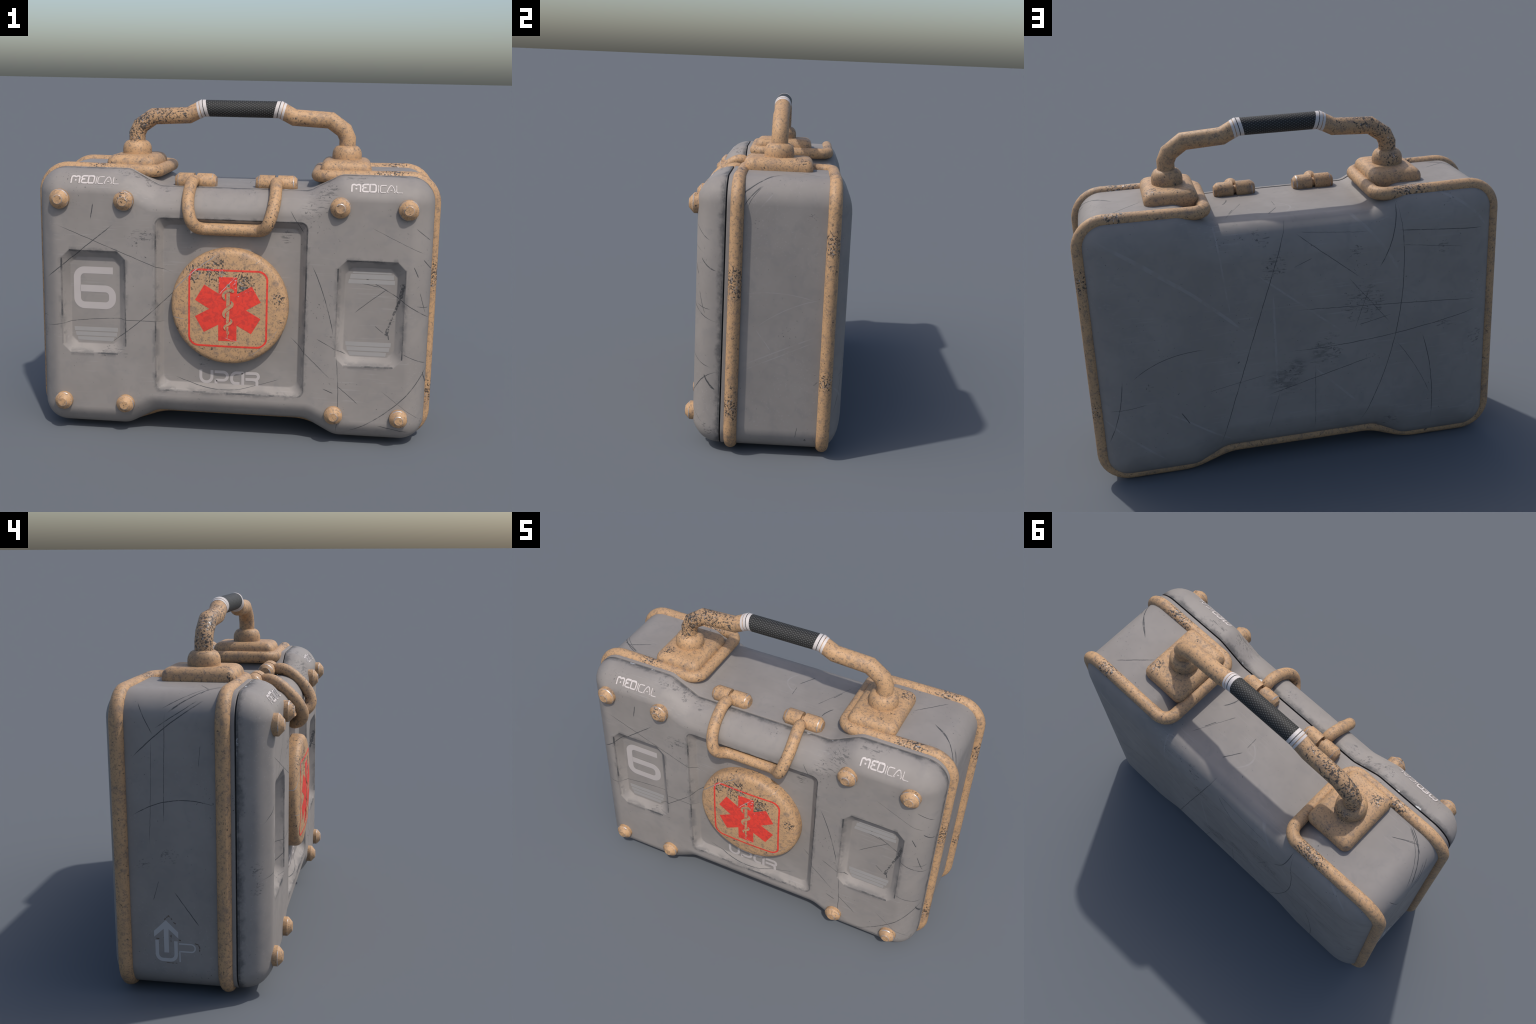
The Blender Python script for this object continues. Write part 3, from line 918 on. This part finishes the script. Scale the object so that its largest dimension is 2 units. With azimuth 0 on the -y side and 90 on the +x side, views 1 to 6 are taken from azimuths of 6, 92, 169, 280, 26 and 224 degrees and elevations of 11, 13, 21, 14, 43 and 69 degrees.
half = catmull(leg, 2)
full = half + [Vector((-p.x, p.y, p.z)) for p in reversed(half)]
rad = [0.0300] * len(full)
for k, f in ((0, 0.45), (1, 0.72), (2, 0.88), (3, 0.97)):
    rad[k] = rad[-1 - k] = 0.030 * f
bm = bmesh.new()
sweep(bm, full, rad, sides=18)
finish("latch_bail", bm, TAN, angle=60)

# --------------------------------------------------------------------------
# bolts (shared meshes)
# --------------------------------------------------------------------------
def bolt_mesh(name, r, rt, cone):
    bm = bmesh.new()
    prev = None
    prof = ((r, 0.05), (r, 0.0012), (r - 0.0026, -0.0022), (rt + 0.0024, -cone + 0.0016), (rt, -cone), (rt - 0.003, -cone))
    for i, (rr, y) in enumerate(prof):
        rg = [bm.verts.new((rr * math.cos(2 * pi * k / 24), y, rr * math.sin(2 * pi * k / 24))) for k in range(24)]
        if prev:
            for fc in bridge(bm, prev, rg):
                fc.material_index = int(i in (2, 4))
        else:
            bm.faces.new(rg)
        prev = rg
    bm.faces.new(prev)
    ob = finish(name, bm, TAN, LIDOB, angle=24)
    ob.data.materials.append(TANE)
    return ob


BZ = {1.191: (0.0485, 0.0215, 0.0235, -0.3420), 0.166: (0.0450, 0.0205, 0.0210, -0.3415)}
for z, (r, rt, cone, y) in BZ.items():
    src = None
    for i, x in enumerate((-0.836, -0.519, 0.519, 0.836)):
        if src is None:
            ob = src = bolt_mesh("bolt", r, rt, cone)
        else:
            ob = src.copy()
            COLL.objects.link(ob)
        ob.location = (x, y, z)
        ob.rotation_euler = (0, 0.7 * i + z, 0)

# --------------------------------------------------------------------------
# emblem disc
# --------------------------------------------------------------------------
DZ = 0.690
bm = bmesh.new()
prev = None
for r, y in ((0.280, -0.2815), (0.2855, -0.284), (0.287, -0.292), (0.287, -0.3170), (0.2864, -0.3260), (0.2840, -0.3345),
             (0.2800, -0.3415), (0.2745, -0.3465), (0.2680, -0.3500), (0.2600, -0.3522), (0.2500, -0.3538), (0.22, -0.3569),
             (0.18, -0.3599), (0.13, -0.3626), (0.07, -0.3645), (0.02, -0.3650)):
    rg = [bm.verts.new((r * math.cos(2 * pi * k / 72), y, DZ + r * math.sin(2 * pi * k / 72))) for k in range(72)]
    if prev:
        bridge(bm, prev, rg)
    else:
        bm.faces.new(rg)
    prev = rg
bm.faces.new(prev)
DISC = finish("emblem_disc", bm, TAND, angle=40)


def slab(name, polys, place, mat, parent, lift=0.0006, depth=0.0016):
    """thin printed shapes: planar polygons given in (u, v), laid on a surface by place(u, v, h)"""
    bm = bmesh.new()
    for poly in polys:
        top = [bm.verts.new(place(u, v, lift)) for u, v in poly]
        bot = [bm.verts.new(place(u, v, lift - depth)) for u, v in poly]
        bm.faces.new(top)
        bridge(bm, bot, top)
    return finish(name, bm, mat, parent, smooth=False)


def ribbon(bm, pts, widths, place, lift, depth=0.0016):
    """stroke of constant or varying width along a polyline, mitred at its corners"""
    P = [Vector(p) for p in pts]
    n = len(P)
    if not isinstance(widths, (list, tuple)):
        widths = [widths] * n
    L, Rr = [], []
    for i in range(n):
        a = (P[i] - P[i - 1]).normalized() if i else (P[1] - P[0]).normalized()
        b = (P[i + 1] - P[i]).normalized() if i < n - 1 else a
        m = (a + b)
        m = m.normalized() if m.length > 1e-6 else a
        nn = Vector((-m.y, m.x))
        k = 1.0 / max(0.55, nn.dot(Vector((-a.y, a.x))))
        L.append(P[i] + nn * (widths[i] / 2 * k))
        Rr.append(P[i] - nn * (widths[i] / 2 * k))
    tl = [bm.verts.new(place(p.x, p.y, lift)) for p in L]
    tr = [bm.verts.new(place(p.x, p.y, lift)) for p in Rr]
    bl = [bm.verts.new(place(p.x, p.y, lift - depth)) for p in L]
    br = [bm.verts.new(place(p.x, p.y, lift - depth)) for p in Rr]
    for i in range(n - 1):
        bm.faces.new((tl[i], tl[i + 1], tr[i + 1], tr[i]))
        bm.faces.new((bl[i], tl[i], tl[i + 1], bl[i + 1])[::-1])
        bm.faces.new((br[i], tr[i], tr[i + 1], br[i + 1]))
    bm.faces.new((tl[0], tr[0], br[0], bl[0]))
    bm.faces.new((tl[-1], bl[-1], br[-1], tr[-1]))


def smooth_pts(pts, sub=4):
    return [(p.x, p.y) for p in catmull([(x, y, 0) for x, y in pts], sub)]


def rounded_line(pts, radii, seg=6):
    """open 2D polyline with filleted inner corners"""
    ctrl = [(x, y, 0.0, r) for (x, y), r in zip(pts, radii)]
    return [(p.x, p.y) for p in fillet_path(ctrl, False, seg)]


def on_disc(u, v, h):
    x, z = u - 0.004, v - 0.005
    r = math.hypot(x, z)
    return (x, -0.3650 + 0.0112 * (r / 0.25) ** 2 - h, DZ + z)


# six-armed star as one outline
SW, SL = 0.0445, 0.1585
star = []
for k in range(6):
    th = pi / 2 - k * pi / 3
    d = Vector((math.cos(th), math.sin(th)))
    s = Vector((d.y, -d.x))  # clockwise side
    star += [tuple(d * SL - s * SW), tuple(d * SL + s * SW)]
    th2 = th - pi / 6
    star.append((math.cos(th2) * SW * 2, math.sin(th2) * SW * 2))
def dense_polygon(pts, step):
    out = []
    for a, b in zip(pts, pts[1:] + pts[:1]):
        m = max(1, int(math.hypot(b[0] - a[0], b[1] - a[1]) / step))
        out += [(a[0] + (b[0] - a[0]) * i / m, a[1] + (b[1] - a[1]) * i / m) for i in range(m)]
    return out


# the star is laid on the domed face as concentric rings, so it follows the curve
bm = bmesh.new()
edge = dense_polygon(star, 0.012)
prev = None
for f in (0.0, 0.25, 0.5, 0.75, 1.0):
    if f == 0.0:
        hub = bm.verts.new(on_disc(0, 0, 0.0012))
        continue
    rg = [bm.verts.new(on_disc(x * f, y * f, 0.0012)) for x, y in edge]
    for i in range(len(rg)):
        k = (i + 1) % len(rg)
        if prev is None:
            bm.faces.new((hub, rg[i], rg[k]))
        else:
            bm.faces.new((prev[i], prev[k], rg[k], rg[i]))
    prev = rg
bridge(bm, prev, [bm.verts.new(on_disc(x, y, -0.003)) for x, y in edge])
finish("emblem_star", bm, RED, DISC, angle=40)

# rounded square frame line
bm = bmesh.new()
fr = round_poly([(-0.1885, -0.1885), (-0.1885, 0.1885), (0.1885, 0.1885), (0.1885, -0.1885)], [0.046] * 4, [10] * 4)
fr = [(p.x, p.y) for p in fr]
fr = [(a[0] + (b[0] - a[0]) * k / 6, a[1] + (b[1] - a[1]) * k / 6) for a, b in zip(fr, fr[1:] + fr[:1])
      for k in range(6 if math.hypot(b[0] - a[0], b[1] - a[1]) > 0.05 else 1)]
fo = [Vector(p) * 1.0 for p in fr]
n = len(fr)
outer, inn, lo, li = [], [], [], []
for i in range(n):
    t = (fo[(i + 1) % n] - fo[i - 1]).normalized()
    nn = Vector((-t.y, t.x))
    w = 0.0046
    for lst, sg, h in ((outer, 1, 0.0012), (inn, -1, 0.0012), (lo, 1, -0.004), (li, -1, -0.004)):
        q = fo[i] + nn * (w * sg)
        lst.append(bm.verts.new(on_disc(q.x, q.y + 0.002, h)))
bridge(bm, outer, inn)
bridge(bm, lo, outer)
bridge(bm, inn, li)
finish("emblem_frame", bm, RED, DISC, smooth=False)


def em(px, py):  # emblem drawing units -> metres
    return ((px - 700) * 0.000295, (745 - py + 0.05 * (px - 700)) * 0.000295)


bm = bmesh.new()
ribbon(bm, [em(*p) for p in ((706, 318), (708, 335), (708, 470), (706, 700), (702, 950), (700, 1100), (699, 1235))],
       [0.007, 0.0165, 0.0175, 0.0165, 0.013, 0.009, 0.003], on_disc, 0.0022)
snake = [[(800, 455), (775, 432), (735, 420), (685, 435), (640, 470), (628, 510), (640, 550), (662, 588)],
         [(752, 600), (778, 640), (765, 680), (720, 715), (670, 755), (640, 800), (642, 845), (668, 885)],
         [(745, 898), (768, 935), (750, 970), (705, 1000), (665, 1022), (652, 1050), (668, 1095)],
         [(715, 1110), (722, 1140), (708, 1165), (692, 1185)]]
swid = [[0.007, 0.0155, 0.016, 0.0145, 0.0135, 0.0135, 0.010, 0.003], [0.003, 0.0125, 0.016, 0.0165, 0.016, 0.0145, 0.012, 0.003],
        [0.003, 0.0105, 0.0125, 0.0115, 0.0105, 0.0095, 0.002], [0.002, 0.006, 0.005, 0.001]]


def resample(w, sub):
    out = []
    for a, b in zip(w, w[1:]):
        out += [a + (b - a) * k / sub for k in range(sub)]
    return out + [w[-1]]


for pts, wd in zip(snake, swid):
    ribbon(bm, smooth_pts([em(*p) for p in pts], 3), resample(wd, 3), on_disc, 0.0038, 0.0020)
finish("emblem_serpent", bm, TAND, DISC, smooth=False)
bm = bmesh.new()
for pts, wd in zip(snake, swid):
    ribbon(bm, smooth_pts([em(*p) for p in pts], 3), resample([w + 0.0045 for w in wd], 3), on_disc, 0.0030, 0.0012)
finish("emblem_serpent_edge", bm, RED, DISC, smooth=False)


# --------------------------------------------------------------------------
# stencilled writing
# --------------------------------------------------------------------------
def on_pocket(u, v, h):
    return (u, YP - h, v)


def on_side(u, v, h):  # left side wall; u runs towards the front
    return (-0.967 - h, -u, v)


def on_bevel(u, v, h):
    d = 1.333 - v
    y = lid_y(d)
    dy = (lid_y(d + 0.003) - lid_y(d - 0.003)) / 0.006
    nv = Vector((0, -1, -dy)).normalized()  # outward normal of the bevel
    if nv.z < 0:
        nv.z = -nv.z
    return (u, y + nv.y * h, v + nv.z * h)


# big numeral 6
bm = bmesh.new()
six = rounded_line([(-0.5885, 0.8335), (-0.770, 0.8335), (-0.770, 0.6545), (-0.592, 0.6545), (-0.592, 0.7405), (-0.7535, 0.7405)],
                   [0, 0.038, 0.036, 0.036, 0.036, 0], 8)
ribbon(bm, six, 0.0345, on_pocket, 0.0007)
finish("numeral", bm, NUM, LIDOB, smooth=False)

# stripes at the pocket ends
slab("pocket_stripe", [
    [(-0.789, 0.542), (-0.566, 0.543), (-0.566, 0.522), (-0.787, 0.521)],
    [(-0.783, 0.516), (-0.571, 0.517), (-0.572, 0.497), (-0.779, 0.496)],
    [(-0.773, 0.491), (-0.585, 0.492), (-0.590, 0.472), (-0.770, 0.473)],
    [(0.565, 0.532), (0.785, 0.533), (0.784, 0.512), (0.567, 0.511)],
    [(0.571, 0.507), (0.779, 0.508), (0.776, 0.488), (0.574, 0.487)],
    [(0.580, 0.482), (0.764, 0.482), (0.761, 0.463), (0.587, 0.463)],
    [(0.591, 0.880), (0.771, 0.880), (0.773, 0.873), (0.587, 0.873)],
    [(0.579, 0.869), (0.784, 0.869), (0.785, 0.846), (0.575, 0.846)],
    [(0.571, 0.842), (0.790, 0.842), (0.790, 0.822), (0.568, 0.822)]], on_pocket, STRIPE, LIDOB, 0.0005)


def up(px, py):
    return (-0.153 + (px - 150) * 0.0001498, 0.349 - (py - 320 - 0.046 * (px - 150)) * 0.0001498)


bm = bmesh.new()
for k, (pts, rad) in enumerate((
        ([(200, 320), (200, 745), (575, 745), (575, 338)], [0, 0.0270, 0.0270, 0]),
        ([(665, 392), (1095, 410), (1095, 692), (712, 684), (712, 802)], [0, 0.0215, 0.0215, 0.001, 0]),
        ([(1611, 846), (1611, 433), (1236, 420), (1236, 792), (1502, 797)], [0, 0.001, 0.0255, 0.0255, 0]),
        ([(1700, 442), (2130, 455), (2130, 664), (1700, 652)], [0, 0.0150, 0.0150, 0]),
        ([(1940, 662), (2085, 690), (2085, 872)], [0, 0.018, 0]))):
    ribbon(bm, rounded_line([up(*p) for p in pts], rad, 7), 0.0143, on_pocket, 0.0006 + 0.0002 * k)
finish("maker_lettering", bm, NUM, LIDOB, smooth=False)

MED_STROKES = [  # (points, bold)
    ([(240, 592), (240, 400), (255, 365), (290, 352), (340, 352), (400, 378), (455, 355), (510, 355), (545, 372), (556, 405), (556, 600)], 1),
    ([(372, 490), (436, 490)], 1),
    ([(868, 356), (690, 352), (648, 380), (640, 415), (665, 445), (690, 457), (775, 460)], 1),
    ([(690, 464), (655, 485), (636, 520), (640, 560), (675, 583), (720, 588), (868, 592)], 1),
    ([(905, 345), (905, 605)], 1),
    ([(905, 360), (1085, 362), (1128, 395), (1130, 565), (1090, 600), (905, 595)], 1),
    ([(1221, 378), (1216, 628)], 0),
    ([(1515, 394), (1340, 390), (1295, 415), (1284, 450), (1284, 560), (1300, 605), (1340, 625), (1505, 628)], 0),
    ([(1578, 632), (1538, 598), (1590, 490), (1645, 415), (1690, 400), (1735, 415), (1780, 480), (1828, 600), (1800, 640)], 0),
    ([(1655, 551), (1728, 551)], 0),
    ([(1885, 400), (1885, 590), (1900, 628), (1935, 640), (2112, 642)], 0)]
for x0, kind in ((-0.7920, "stain"), (-0.7885, "paint"), (0.5640, "paint")):
    bm = bmesh.new()
    for k, (pts, bold) in enumerate(MED_STROKES[:6] if kind == "stain" else MED_STROKES):
        q = [(x0 + (px - 210) * 0.240 / 1900, 1.2655 + (590 + 0.0316 * (px - 210) - py) * 0.0330 / 255) for px, py in pts]
        # subdivide so the stroke follows the curved lip
        dense = [q[0]]
        for a, b in zip(q, q[1:]):
            m = max(1, int(math.hypot(b[0] - a[0], b[1] - a[1]) / 0.008))
            dense += [(a[0] + (b[0] - a[0]) * i / m, a[1] + (b[1] - a[1]) * i / m) for i in range(1, m + 1)]
        ribbon(bm, dense, 0.0066 if bold else 0.0036, on_bevel, (0.0003 if kind == "stain" else 0.0015) + 0.0001 * k, 0.003)
    finish("lettering_stain" if kind == "stain" else "lid_lettering", bm, RUST if kind == "stain" else PALE, LIDOB, smooth=False)

# "up" arrow sign on the left wall (u = -y)
slab("up_arrow", [
    [(-0.124, 0.358), (-0.071, 0.306), (-0.071, 0.278), (-0.113, 0.318), (-0.113, 0.2095), (-0.134, 0.2095), (-0.134, 0.318),
     (-0.177, 0.279), (-0.177, 0.306)]], on_side, SIDEP, CASE, 0.0007)
bm = bmesh.new()
ribbon(bm, rounded_line([(-0.165, 0.265), (-0.165, 0.1755), (-0.082, 0.1755), (-0.082, 0.264)], [0, 0.026, 0.026, 0], 7), 0.0155, on_side, 0.0007)
ribbon(bm, rounded_line([(-0.069, 0.2530), (0.002, 0.2530), (0.002, 0.2175), (-0.0655, 0.2175), (-0.0655, 0.169)],
                        [0, 0.0175, 0.0175, 0.0003, 0], 7), 0.0060, on_side, 0.0007)
finish("up_lettering", bm, SIDEP, CASE, smooth=False)

# rust ghosts round the arrow sign
bm = bmesh.new()
for k, (pts, w) in enumerate(((((-0.130, 0.360), (-0.112, 0.379), (-0.097, 0.362)), 0.005),
                              (((-0.094, 0.352), (-0.080, 0.343)), 0.004),
                              (((-0.137, 0.1640), (-0.105, 0.1615), (-0.078, 0.1625)), 0.003),
                              (((0.001, 0.2590), (0.016, 0.2540), (0.022, 0.2400), (0.021, 0.2230)), 0.004),
                              (((-0.103, 0.292), (-0.103, 0.262)), 0.005), (((-0.168, 0.272), (-0.154, 0.271)), 0.004),
                              (((-0.072, 0.270), (-0.060, 0.269)), 0.005))):
    ribbon(bm, pts, w, on_side, 0.0004 + 0.00005 * k)
finish("sign_stain", bm, RUST, CASE, smooth=False)
